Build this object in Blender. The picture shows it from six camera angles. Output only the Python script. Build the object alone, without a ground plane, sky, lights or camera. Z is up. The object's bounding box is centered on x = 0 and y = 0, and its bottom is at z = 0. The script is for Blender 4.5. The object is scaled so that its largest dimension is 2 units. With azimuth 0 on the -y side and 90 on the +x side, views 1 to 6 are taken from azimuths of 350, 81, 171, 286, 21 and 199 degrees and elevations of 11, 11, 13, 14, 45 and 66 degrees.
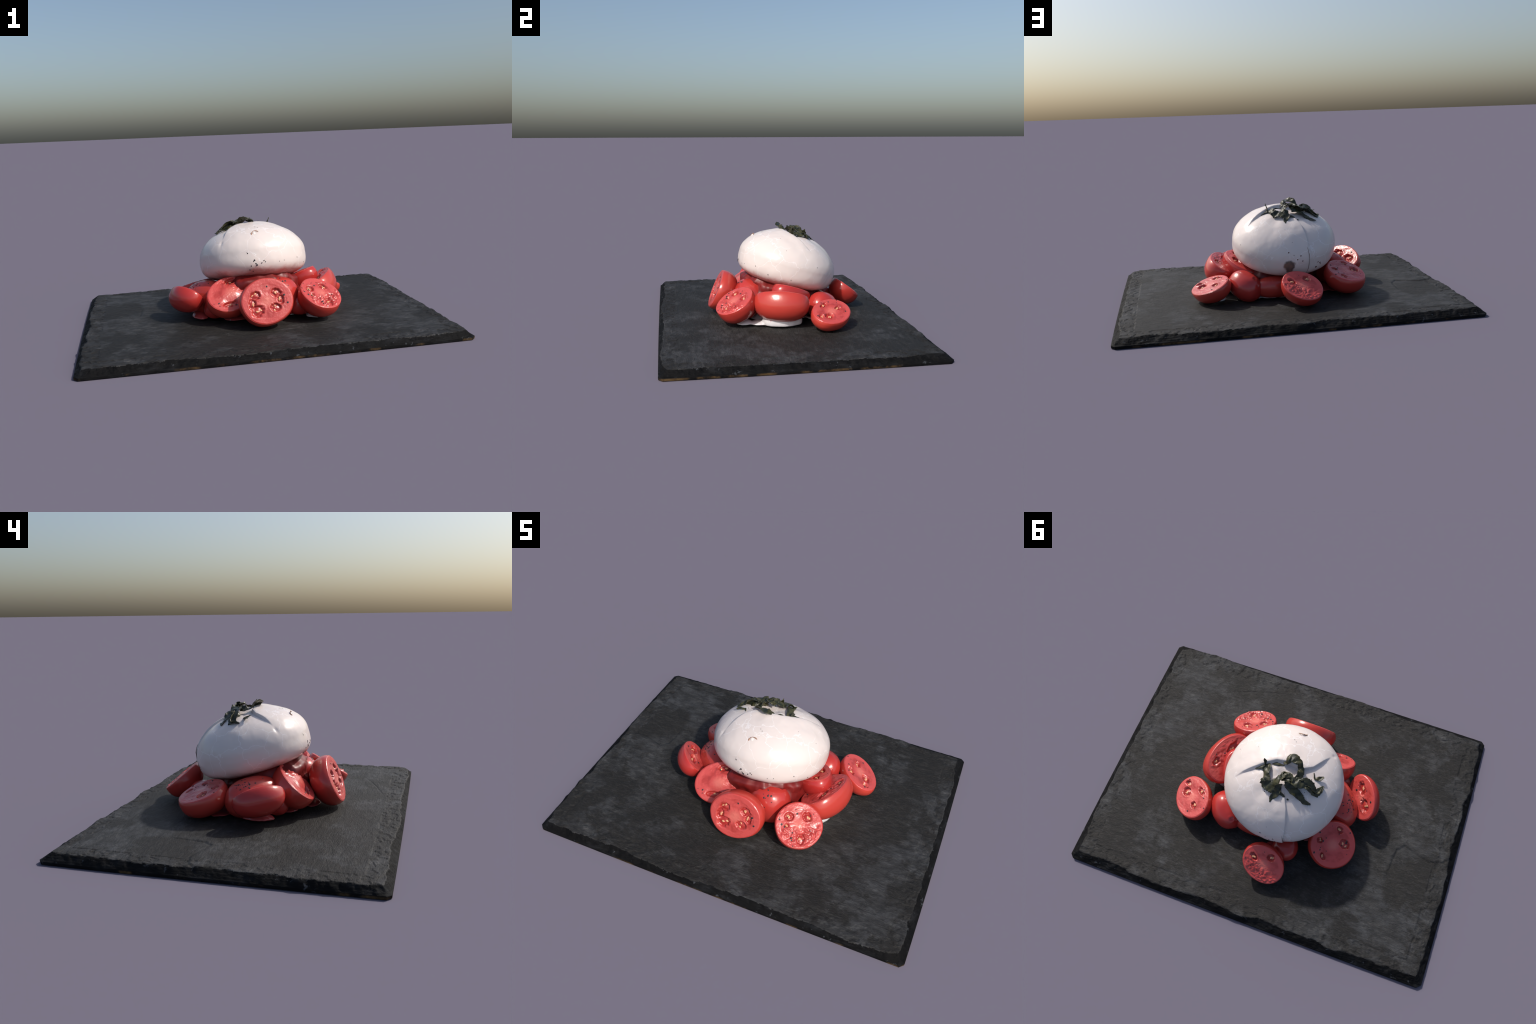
"""Burrata on halved tomatoes, garnished with a wilted herb, served on a slate board."""
import bpy, math, random
import numpy as np
from mathutils import Matrix, Vector, noise

for o in list(bpy.data.objects):
    bpy.data.objects.remove(o, do_unlink=True)


# ------------------------------------------------------------------ helpers
def vnoise(P, scale, seed=0.0, octaves=3):
    """Fractal noise (about -1..1) at every row of P."""
    off = Vector((seed * 3.17 + 0.31, seed * 1.91 - 0.77, seed * 2.33 + 1.13))
    out = np.empty(len(P))
    for i, p in enumerate(P):
        out[i] = noise.fractal(Vector(p) * scale + off, 1.0, 2.1, octaves)
    return out


def smooth(e0, e1, x):
    t = np.clip((x - e0) / (e1 - e0), 0, 1)
    return t * t * (3 - 2 * t)


def make_mesh(name, verts, faces, mats=(), smooth_shade=True):
    me = bpy.data.meshes.new(name)
    me.from_pydata([tuple(map(float, v)) for v in verts], [], [tuple(map(int, f)) for f in faces])
    me.validate()
    for m in mats:
        me.materials.append(m)
    if smooth_shade:
        me.polygons.foreach_set("use_smooth", [True] * len(me.polygons))
    me.update()
    return me


def add_object(name, data, parent=None, matrix=None):
    ob = bpy.data.objects.new(name, data)
    bpy.context.scene.collection.objects.link(ob)
    if parent is not None:
        ob.parent = parent
    if matrix is not None:
        ob.matrix_local = matrix
    return ob


def frame(c, n, ex=None):
    n = Vector(n).normalized()
    if ex is None:
        ex = Vector((0, 0, 1)).cross(n)
        if ex.length < 1e-4:
            ex = Vector((1, 0, 0))
    ex = Vector(ex)
    ex = (ex - n * ex.dot(n)).normalized()
    ey = n.cross(ex)
    m = Matrix((ex, ey, n)).transposed().to_4x4()
    m.translation = Vector(c)
    return m


def grid_faces(nr, nc, closed, base=0):
    """Quads of an nr x nc grid whose columns may wrap round."""
    f = []
    for i in range(nr - 1):
        for j in range(nc if closed else nc - 1):
            k = (j + 1) % nc
            f.append((base + i * nc + j, base + i * nc + k, base + (i + 1) * nc + k, base + (i + 1) * nc + j))
    return f


def polyline_distance(X, Y, pts):
    """Signed distance to a polyline (positive left of it) and the 0..1 place along it."""
    best = np.full(X.shape, 1e9)
    sign = np.ones(X.shape)
    place = np.zeros(X.shape)
    lens = [math.dist(pts[i], pts[i + 1]) for i in range(len(pts) - 1)]
    total, run = sum(lens), 0.0
    for (x0, y0), (x1, y1), L in zip(pts[:-1], pts[1:], lens):
        dx, dy = (x1 - x0) / L, (y1 - y0) / L
        t = np.clip((X - x0) * dx + (Y - y0) * dy, 0, L)
        d = np.hypot(X - x0 - t * dx, Y - y0 - t * dy)
        m = d < best
        best = np.where(m, d, best)
        sign = np.where(m, np.sign(dx * (Y - y0) - dy * (X - x0) + 1e-12), sign)
        place = np.where(m, (run + t) / total, place)
        run += L
    return best * sign, place


def catmull(pts, n):
    P = np.array(pts, float)
    P = np.vstack([2 * P[0] - P[1], P, 2 * P[-1] - P[-2]])
    out = []
    segs = len(P) - 3
    for k in range(n):
        u = k / (n - 1) * segs
        i = min(int(u), segs - 1)
        t = u - i
        a, b, c, d = P[i:i + 4]
        out.append(0.5 * (2 * b + (c - a) * t + (2 * a - 5 * b + 4 * c - d) * t * t + (3 * b - a - 3 * c + d) * t ** 3))
    return np.array(out)


# ---------------------------------------------------------------- materials
class Nodes:
    def __init__(self, name):
        self.mat = bpy.data.materials.new(name)
        self.mat.use_nodes = True
        self.t = self.mat.node_tree
        self.bsdf = self.t.nodes["Principled BSDF"]
        self.obj = self.new("ShaderNodeTexCoord").outputs["Object"]
        self.gen = self.t.nodes[-1].outputs["Generated"]

    def new(self, kind, **kw):
        n = self.t.nodes.new(kind)
        for k, v in kw.items():
            setattr(n, k, v)
        return n

    def put(self, sock, v):
        if isinstance(v, bpy.types.NodeSocket):
            self.t.links.new(v, sock)
        elif isinstance(v, (tuple, list)) and len(v) == 3 and sock.type == "RGBA":
            sock.default_value = (*v, 1)
        else:
            sock.default_value = v

    def math(self, op, a, b=0.0, c=0.0, clamp=False):
        n = self.new("ShaderNodeMath", operation=op, use_clamp=clamp)
        for s, v in zip(n.inputs, (a, b, c)):
            self.put(s, v)
        return n.outputs[0]

    def noise(self, scale, detail=4, rough=0.55, vec=None, distortion=0.0, color=False):
        n = self.new("ShaderNodeTexNoise")
        self.put(n.inputs["Vector"], vec or self.obj)
        n.inputs["Scale"].default_value = scale
        n.inputs["Detail"].default_value = detail
        n.inputs["Roughness"].default_value = rough
        n.inputs["Distortion"].default_value = distortion
        return n.outputs["Color" if color else "Fac"]

    def voronoi(self, scale, feature="F1", vec=None, rand=1.0):
        n = self.new("ShaderNodeTexVoronoi", feature=feature)
        self.put(n.inputs["Vector"], vec or self.obj)
        n.inputs["Scale"].default_value = scale
        n.inputs["Randomness"].default_value = rand
        return n.outputs["Distance"]

    def ramp(self, fac, lo, hi):
        n = self.new("ShaderNodeMapRange", interpolation_type="SMOOTHSTEP")
        self.put(n.inputs[0], fac)
        n.inputs[1].default_value, n.inputs[2].default_value = lo, hi
        return n.outputs[0]

    def mix(self, fac, a, b, blend="MIX"):
        n = self.new("ShaderNodeMix", data_type="RGBA", blend_type=blend)
        self.put(n.inputs[0], fac)
        self.put(n.inputs[6], a)
        self.put(n.inputs[7], b)
        return n.outputs[2]

    def warp(self, amount, scale, vec=None):
        c = self.noise(scale, 3, color=True, vec=vec)
        s = self.new("ShaderNodeVectorMath", operation="SUBTRACT")
        self.put(s.inputs[0], c)
        s.inputs[1].default_value = (0.5, 0.5, 0.5)
        m = self.new("ShaderNodeVectorMath", operation="MULTIPLY_ADD")
        self.put(m.inputs[0], s.outputs[0])
        m.inputs[1].default_value = (amount,) * 3
        self.put(m.inputs[2], vec or self.obj)
        return m.outputs[0]

    def mapping(self, scale=(1, 1, 1), loc=(0, 0, 0), rot=(0, 0, 0), vec=None):
        n = self.new("ShaderNodeMapping")
        self.put(n.inputs["Vector"], vec or self.obj)
        n.inputs["Scale"].default_value = scale
        n.inputs["Location"].default_value = loc
        n.inputs["Rotation"].default_value = rot
        return n.outputs[0]

    def axis(self, i, vec=None):
        s = self.new("ShaderNodeSeparateXYZ")
        self.put(s.inputs[0], vec or self.obj)
        return s.outputs[i]

    def bump(self, height, strength, dist):
        b = self.new("ShaderNodeBump")
        b.inputs["Strength"].default_value = strength
        b.inputs["Distance"].default_value = dist
        self.put(b.inputs["Height"], height)
        self.put(self.bsdf.inputs["Normal"], b.outputs[0])

    def done(self, color, rough, spec=0.5, **kw):
        self.put(self.bsdf.inputs["Base Color"], color)
        self.put(self.bsdf.inputs["Roughness"], rough)
        self.bsdf.inputs["Specular IOR Level"].default_value = spec
        for k, v in kw.items():
            self.put(self.bsdf.inputs[k], v)
        return self.mat


def slate_face_material():
    m = Nodes("slate_face")
    stretched = m.mapping(scale=(0.55, 1.5, 1), rot=(0, 0, 0.35))
    patches = m.ramp(m.noise(3.4, 9, 0.72, vec=m.warp(0.22, 3.0)), 0.46, 0.57)
    fine = m.noise(26, 7, 0.68, vec=stretched)
    grain = m.noise(120, 3, 0.6, vec=stretched)
    clouds = m.ramp(m.noise(10, 6, 0.7, vec=m.warp(0.06, 9, vec=m.mapping(scale=(1, 1.3, 1)))), 0.40, 0.64)
    patches = m.math("MULTIPLY", patches, m.math("ADD", 0.45, m.math("MULTIPLY", clouds, 0.55)))
    base = m.mix(patches, (0.0160, 0.0147, 0.0132), (0.050, 0.0515, 0.055))
    # a warmer, browner tone toward the middle of the slab
    r = m.new("ShaderNodeVectorMath", operation="LENGTH")
    m.put(r.inputs[0], m.mapping(scale=(0.9, 1.25, 0)))
    warm = m.math("MULTIPLY", m.math("SUBTRACT", 1.0, m.ramp(r.outputs["Value"], 0.30, 0.85)), m.ramp(m.noise(1.7, 3), 0.3, 0.6))
    base = m.mix(m.math("MULTIPLY", warm, 0.55), base, (0.034, 0.030, 0.025))
    # crisp small wear marks: pale scuffs and dark pits
    scuff = m.ramp(m.noise(30, 8, 0.75, vec=m.warp(0.05, 20, vec=stretched)), 0.53, 0.60)
    base = m.mix(m.math("MULTIPLY", scuff, m.math("ADD", 0.15, m.math("MULTIPLY", patches, 0.40))), base, (0.085, 0.083, 0.081))
    pits = m.ramp(m.noise(17, 9, 0.75, vec=m.warp(0.05, 14)), 0.55, 0.63)
    base = m.mix(m.math("MULTIPLY", pits, 0.55), base, (0.010, 0.0085, 0.007))
    base = m.mix(m.ramp(fine, 0.34, 0.66), m.mix(0.62, base, (0.009, 0.009, 0.009)), base)
    base = m.mix(m.math("MULTIPLY", m.ramp(grain, 0.50, 0.80), 0.30), base, (0.080, 0.080, 0.080))
    specks = m.math("LESS_THAN", m.voronoi(45, vec=m.warp(0.02, 30)), 0.055)
    base = m.mix(m.math("MULTIPLY", specks, 0.35), base, (0.19, 0.18, 0.16))
    m.bump(m.math("ADD", fine, m.math("MULTIPLY", grain, 0.5)), 0.75, 0.007)
    return m.done(base, 0.66, 0.25)


def slate_rim_material():
    m = Nodes("slate_chipped_rim")
    st = m.mapping(scale=(1, 1, 3.5))
    n1 = m.noise(9, 7, 0.65, vec=st)
    base = m.mix(m.ramp(n1, 0.46, 0.80), (0.0030, 0.0030, 0.0033), (0.015, 0.016, 0.018))
    chips = m.ramp(m.noise(34, 3, 0.6), 0.64, 0.72)
    base = m.mix(m.math("MULTIPLY", chips, 0.7), base, (0.055, 0.06, 0.068))
    # ochre rust streaks along the lowest band of the sawn side
    low = m.math("SUBTRACT", 1.0, m.ramp(m.axis(2), 0.008, 0.014))
    rust = m.math("MULTIPLY", low, m.ramp(m.noise(5.5, 5, 0.65), 0.50, 0.62))
    base = m.mix(m.math("MULTIPLY", rust, 0.75), base, m.mix(m.noise(40, 2), (0.035, 0.018, 0.007), (0.18, 0.115, 0.050)))
    m.bump(m.noise(45, 6, 0.65, vec=st), 0.6, 0.006)
    return m.done(base, 0.72, 0.12)


def burrata_material():
    m = Nodes("burrata_curd")
    v = m.warp(0.075, 9)
    v = m.warp(0.032, 26, vec=v)
    edge = m.voronoi(8.5, "DISTANCE_TO_EDGE", vec=v)
    broken = m.ramp(m.noise(5, 3), 0.36, 0.50)
    vein = m.math("MULTIPLY", m.math("SUBTRACT", 1.0, m.ramp(edge, 0.002, 0.019)), broken)
    base = m.mix(m.noise(4, 3), (0.735, 0.652, 0.612), (0.69, 0.612, 0.578))
    base = m.mix(m.math("MULTIPLY", vein, 0.46), base, (0.90, 0.87, 0.875))
    # reddish tint low on the underside, in irregular tongues
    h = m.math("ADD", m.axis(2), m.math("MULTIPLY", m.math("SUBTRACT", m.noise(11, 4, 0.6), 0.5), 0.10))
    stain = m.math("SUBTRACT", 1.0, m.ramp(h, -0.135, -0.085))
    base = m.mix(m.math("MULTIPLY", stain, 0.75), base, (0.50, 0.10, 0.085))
    # brown stain of a leaf bruised into the rind, low on the back
    d = m.new("ShaderNodeVectorMath", operation="DISTANCE")
    m.put(d.inputs[0], m.warp(0.062, 15))
    d.inputs[1].default_value = (-0.048, -0.312, -0.022)
    e = m.math("ADD", m.math("ADD", d.outputs["Value"], m.math("MULTIPLY", m.math("SUBTRACT", m.noise(24, 3), 0.5), 0.03)), m.math("MULTIPLY", m.math("SUBTRACT", m.noise(60, 4, 0.7), 0.5), 0.022))
    bruise = m.math("SUBTRACT", 1.0, m.ramp(e, 0.026, 0.045))
    base = m.mix(m.math("MULTIPLY", bruise, 0.85), base, m.mix(m.ramp(m.noise(45, 4), 0.4, 0.65), (0.030, 0.012, 0.006), (0.12, 0.045, 0.018)))
    m.bump(m.noise(14, 3), 0.12, 0.01)
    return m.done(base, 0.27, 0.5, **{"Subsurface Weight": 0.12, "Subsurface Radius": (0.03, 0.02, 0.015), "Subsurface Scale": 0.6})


def tomato_skin_material():
    m = Nodes("tomato_skin")
    rnd = m.new("ShaderNodeObjectInfo").outputs["Random"]
    base = m.mix(m.noise(7, 3), (0.36, 0.020, 0.018), (0.47, 0.036, 0.032))
    base = m.mix(m.math("MULTIPLY", rnd, 0.35), base, (0.62, 0.085, 0.050))
    streak = m.ramp(m.noise(22, 4, 0.6, vec=m.mapping(scale=(1, 1, 0.3))), 0.62, 0.8)
    base = m.mix(m.math("MULTIPLY", streak, 0.35), base, (0.66, 0.13, 0.10))
    m.bump(m.noise(30, 3), 0.16, 0.004)
    return m.done(base, 0.23, 0.5, **{"Coat Weight": 0.25, "Coat Roughness": 0.12})


def tomato_flesh_material():
    m = Nodes("tomato_flesh")
    g = m.new("ShaderNodeVectorMath", operation="SUBTRACT")
    m.put(g.inputs[0], m.gen)
    g.inputs[1].default_value = (0.5, 0.5, 0.5)
    flat = m.mapping(scale=(2, 2, 0), vec=g.outputs[0])
    r = m.new("ShaderNodeVectorMath", operation="LENGTH")
    m.put(r.inputs[0], m.warp(0.16, 4.0, vec=flat))
    r = r.outputs["Value"]
    gel = m.math("MULTIPLY", m.ramp(r, 0.33, 0.48), m.math("SUBTRACT", 1.0, m.ramp(r, 0.72, 0.80)))
    gel = m.math("MULTIPLY", gel, m.ramp(m.noise(2.6, 3, vec=flat), 0.36, 0.60))
    base = m.mix(m.noise(12, 4), (0.49, 0.055, 0.050), (0.57, 0.084, 0.075))
    base = m.mix(m.math("MULTIPLY", gel, 0.75), base, (0.37, 0.034, 0.028))
    core = m.math("SUBTRACT", 1.0, m.ramp(r, 0.08, 0.36))
    base = m.mix(m.math("MULTIPLY", core, 0.55), base, (0.70, 0.20, 0.155))
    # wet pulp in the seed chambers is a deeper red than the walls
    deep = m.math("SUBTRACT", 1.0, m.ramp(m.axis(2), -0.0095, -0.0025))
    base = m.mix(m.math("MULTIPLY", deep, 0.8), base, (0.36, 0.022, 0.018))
    base = m.mix(m.math("MULTIPLY", m.ramp(r, 0.955, 1.0), 0.8), base, (0.52, 0.040, 0.032))
    m.bump(m.noise(95, 4, 0.6), 0.35, 0.004)
    return m.done(base, 0.30, 0.5, **{"Coat Weight": 0.2, "Coat Roughness": 0.15})


def herb_material():
    m = Nodes("wilted_herb")
    n = m.noise(38, 4)
    base = m.mix(m.ramp(n, 0.35, 0.7), (0.014, 0.018, 0.010), (0.060, 0.056, 0.022))
    m.bump(m.noise(90, 4), 0.5, 0.004)
    return m.done(base, 0.42, 0.45)


def plain(name, a, b, rough, scale=60):
    m = Nodes(name)
    return m.done(m.mix(m.noise(scale, 3), a, b), rough, 0.5)


def milk_material():
    m = Nodes("milky_juice")
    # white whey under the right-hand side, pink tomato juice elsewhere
    side = m.math("ADD", m.math("MULTIPLY", m.axis(0), 1.1), m.math("MULTIPLY", m.math("SUBTRACT", m.noise(6, 4), 0.5), 1.1))
    base = m.mix(m.ramp(side, 0.0, 0.30), (0.40, 0.055, 0.055), (0.72, 0.69, 0.70))
    base = m.mix(m.ramp(m.noise(16, 4), 0.60, 0.70), base, (0.50, 0.30, 0.32))
    return m.done(base, 0.22, 0.5)


M_FACE, M_RIM = slate_face_material(), slate_rim_material()
M_CURD, M_SKIN, M_FLESH, M_HERB = burrata_material(), tomato_skin_material(), tomato_flesh_material(), herb_material()
M_SEED = plain("tomato_seed", (0.60, 0.24, 0.13), (0.72, 0.40, 0.22), 0.22)
M_PEPPER = plain("black_pepper", (0.008, 0.009, 0.013), (0.030, 0.028, 0.032), 0.5, 200)
M_SPICE = plain("dark_red_speck", (0.055, 0.012, 0.010), (0.10, 0.02, 0.015), 0.45, 200)
M_BROWN = plain("dried_curd", (0.22, 0.085, 0.035), (0.42, 0.22, 0.12), 0.5)
M_MILK = milk_material()
M_FIBRE = plain("pale_fibre", (0.60, 0.13, 0.09), (0.58, 0.21, 0.09), 0.35, 30)
M_PULP = plain("tomato_pulp", (0.07, 0.004, 0.004), (0.24, 0.014, 0.012), 0.45, 26)  # base red darkened to carry the shadow beneath the cheese

# -------------------------------------------------------------- slate board
SLATE_TOP = 0.0458
LEDGES = [  # chipped layer on the left: the stone is a step lower on one side
    ([(-0.985, 0.02), (-0.935, 0.075), (-0.86, 0.10), (-0.775, 0.075), (-0.715, 0.055), (-0.680, 0.095), (-0.672, 0.16)], 0.0038),
]
CRACKS = [
    [(0.22, -0.63), (0.33, -0.595), (0.43, -0.565), (0.52, -0.53), (0.61, -0.485)],
    [(0.385, -0.62), (0.41, -0.655), (0.44, -0.70)],
]


def build_slate():
    nx, ny = 400, 300
    # denser toward the borders so the chipped rim gets real relief
    def spread(n):
        t = np.linspace(-1, 1, n)
        return t * (1 + 0.22 * (1 - t * t)) if False else np.sign(t) * (1 - (1 - np.abs(t)) ** 1.25)
    U, V = np.meshgrid(spread(nx), spread(ny), indexing="xy")
    U, V = U.ravel(), V.ravel()
    halfx, halfy = 0.9945, 0.7462
    X = U * (halfx + 0.0050 * (1 - V ** 2))
    Y = V * (halfy + 0.004 * (1 - U ** 2))
    # clipped corners
    cut = np.maximum(np.abs(U) * halfx + np.abs(V) * halfy - (halfx + halfy - 0.020), 0)
    X -= np.sign(U) * cut * 0.5
    Y -= np.sign(V) * cut * 0.5
    dx, dy = halfx * (1 - np.abs(U)), halfy * (1 - np.abs(V))
    d = np.minimum(dx, dy)
    corner = np.maximum(halfx + halfy - 0.020 - np.abs(U) * halfx - np.abs(V) * halfy, 0)
    d = np.minimum(d, corner * 0.8)
    P2 = np.stack([X, Y, np.zeros_like(X)], 1)
    bite = vnoise(P2, 2.6, 1, 4) * 0.020 + vnoise(P2, 12, 2, 4) * 0.011
    inset = np.clip(0.034 + bite * 0.95, 0.010, 0.07)
    inset += 0.022 * np.exp(-(np.hypot(dx, dy) / 0.07) ** 2)   # worn corners
    inset += 0.003 * ((V > 0.0) & (dy < dx))            # rear edge is worn wider
    near = d < 0.11
    t = np.clip(d / inset, 0, 1)
    ragged = np.zeros_like(X)
    ragged[near] = vnoise(P2[near] * np.array([1, 1, 1]), 24, 3, 4)
    # conchoidal flakes: quantised shelves between the sawn foot and the face
    prof = t ** 0.95
    shelf = np.floor(prof * 4 + ragged * 0.9) / 4
    prof = np.clip(0.68 * prof + 0.32 * np.clip(shelf, 0, 1), 0, 1)
    z = 0.013 + (SLATE_TOP - 0.013) * prof
    z += np.where(t < 1, ragged * 0.0050 * np.sin(np.pi * t), 0)
    # relief of the split face
    split = vnoise(P2 * np.array([0.6, 1.4, 1]), 2.6, 4, 5) * 0.0022 + vnoise(P2 * np.array([0.7, 1.5, 1]), 21, 5, 3) * 0.0006
    z += np.where(t >= 1, split, split * prof)
    for pts, amp in LEDGES:
        s, k = polyline_distance(X, Y, pts)
        fade = smooth(0.16, 0.0, np.abs(s))
        z -= 0.0035 * np.exp(-(s / 0.0055) ** 2) * smooth(0, 0.08, d)
        z -= amp * fade * smooth(-0.004, 0.004, s) * smooth(0, 0.1, d + 0.03)
    for pts in CRACKS:
        s, k = polyline_distance(X, Y, pts)
        z -= 0.0028 * np.exp(-(s / 0.004) ** 2) * np.sin(np.pi * np.clip(k, 0.02, 0.98))
    border = d <= 1e-9
    z = np.where(border, 0.012 + ragged * 0.0015, z)
    z = np.maximum(z, 0.008)
    verts = np.stack([X, Y, z], 1)
    top = grid_faces(ny, nx, False)
    is_rim = (t < 0.985)
    def compact(faces, extra=None):
        ids = sorted({i for f in faces for i in f})
        mp = {i: k for k, i in enumerate(ids)}
        return ids, [tuple(mp[i] for i in f) for f in faces]
    face_f = [f for f in top if not (is_rim[f[0]] and is_rim[f[1]] and is_rim[f[2]] and is_rim[f[3]])]
    face_set = set(face_f)
    rim_f = [f for f in top if f not in face_set]
    ids, ff = compact(face_f)
    ids2, rf = compact(rim_f)
    rv = [tuple(verts[i]) for i in ids2]
    mp = {i: k for k, i in enumerate(ids2)}
    # sawn sides down to the ground and a flat underside
    loop = [j for j in range(nx)] + [j * nx + nx - 1 for j in range(1, ny)] + \
           [(ny - 1) * nx + j for j in range(nx - 2, -1, -1)] + [j * nx for j in range(ny - 2, 0, -1)]
    low = []
    for i in loop:
        x, y, _ = verts[i]
        low.append(len(rv))
        rv.append((x * 0.999, y * 0.999, 0.0))
    n = len(loop)
    for k in range(n):
        k2 = (k + 1) % n
        rf.append((mp[loop[k]], low[k], low[k2], mp[loop[k2]]))
    rf.append(tuple(reversed(low)))
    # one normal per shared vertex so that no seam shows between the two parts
    slab = bpy.data.objects.new("slate_board", None)
    bpy.context.scene.collection.objects.link(slab)
    slab["label"] = "rectangular black slate serving board with chipped edges"
    slab["category"] = "serving board"
    a = add_object("split_face", make_mesh("split_face", verts[ids], ff, [M_FACE]), slab)
    b = add_object("chipped_rim", make_mesh("chipped_rim", rv, rf, [M_RIM]), slab)
    b.data.set_sharp_from_angle(angle=math.radians(50))
    return slab


# ------------------------------------------------------------------ burrata
BC = Vector((-0.002, 0.060, 0.364))
BN = Vector((-0.026, 0.2856, 0.958)).normalized()
BM = frame(BC, BN)                 # local x points to -x, local y to -y, z leans back
BA, BB, CU, CD, PU, PD = 0.313, 0.307, 0.1955, 0.138, 1.825, 3.4
RIDGE = [(-0.250, -0.055), (-0.200, -0.012), (-0.150, 0.022), (-0.091, 0.060), (-0.045, 0.082), (0.007, 0.086),
         (0.050, 0.076), (0.090, 0.070), (0.135, 0.092), (0.175, 0.138), (0.213, 0.180)]
CREASE = [(0.022, -0.055), (0.038, -0.088), (0.058, -0.145), (0.070, -0.210), (0.073, -0.262), (0.071, -0.300)]


def curd_radius(U):
    """Distance to the cheese surface along unit directions U (local frame), with its folds."""
    r = np.hypot(U[:, 0] / BA, U[:, 1] / BB)
    z = U[:, 2]
    up = z > 0
    p = np.where(up, PU, PD)
    c = np.where(up, CU, CD)
    # the belly blends a little past the equator so there is no kink
    R = (r ** p + (np.abs(z) / c) ** p) ** (-1 / p)
    X, Y, Z = (U * R[:, None]).T
    top = smooth(-0.02, 0.05, Z)
    s, k = polyline_distance(X, Y, RIDGE)
    ends = smooth(0.0, 0.22, k) * smooth(1.0, 0.86, k)
    # front lobe folds over: a lip in front, a drop behind
    f = 0.0055 * np.exp(-(np.maximum(s, 0) / 0.045) ** 2) * smooth(-0.004, 0.002, s)
    f -= 0.012 * np.exp(np.minimum(s, 0) / 0.055) * smooth(0.002, -0.005, s)
    R = R + f * ends * top
    # gathered crater where the pouch is tied
    e = np.hypot((X - 0.0) / 0.11, (Y - 0.03) / 0.065)
    R -= 0.016 * np.exp(-e ** 2) * smooth(0.01, -0.02, s) * top
    e = np.hypot(X + 0.042, Y - 0.045)
    R += 0.010 * np.exp(-(e / 0.030) ** 2) * smooth(0.0, -0.012, s)
    # broad hollow behind the fold
    R -= 0.011 * np.exp(-((X - 0.01) / 0.12) ** 2 - ((Y + 0.055) / 0.10) ** 2) * smooth(0.03, -0.03, s) * top
    # long seam running down the back
    s2, k2 = polyline_distance(X, Y, CREASE)
    side = smooth(-0.07, 0.0, Z)
    a = smooth(0.0, 0.15, k2) * side
    R += a * (0.004 * np.exp(-(s2 / 0.03) ** 2) * smooth(0.003, -0.003, -s2 * -1) - 0.0075 * np.exp(-np.abs(s2) / 0.035) * smooth(-0.0025, 0.0025, s2))
    # radiating pleats behind the ridge
    phi = np.arctan2(Y - 0.02, X)
    rad = np.hypot(X, Y - 0.02)
    pleat = np.cos(phi * 5 + 0.8 + 0.8 * np.sin(phi * 2)) + 0.5 * np.cos(phi * 11 + 2.1)
    R += 0.0022 * pleat * np.exp(-((rad - 0.15) / 0.06) ** 2) * smooth(0.02, -0.05, s) * top
    # fuller flank low on the back
    az = np.arctan2(Y, X)
    away = np.abs(np.angle(np.exp(1j * (az + 1.20))))
    R += 0.0025 * np.exp(-(away / 0.60) ** 2) * np.exp(-((Z + 0.035) / 0.09) ** 2)
    away = np.abs(np.angle(np.exp(1j * (az + 0.65))))
    R += 0.0085 * np.exp(-(away / 0.55) ** 2) * np.exp(-((Z - 0.095) / 0.055) ** 2)
    # and sagging at the front, where it rests on the pile
    away = np.abs(np.angle(np.exp(1j * (az - 2.0))))
    R += 0.018 * np.exp(-(away / 1.0) ** 2) * np.exp(-((Z + 0.125) / 0.055) ** 2)
    e = np.hypot(X - 0.222, Y - 0.186)
    R -= 0.0035 * np.exp(-(e / 0.010) ** 2) * top
    return R


def curd_point(x, y, h=0.0, lower=False):
    """World point on the cheese above the local plan position (x, y), raised by h."""
    rr = math.hypot(x / BA, y / BB)
    if lower:
        z = -CD * max(1 - rr ** PD, 0) ** (1 / PD)
    else:
        z = CU * max(1 - rr ** PU, 0) ** (1 / PU)
    return curd_dir(Vector((x, y, z)), h)


def curd_dir(v, h=0.0):
    u = Vector(v).normalized()
    R = float(curd_radius(np.array([tuple(u)]))[0])
    return BM @ (u * (R + h))


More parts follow.
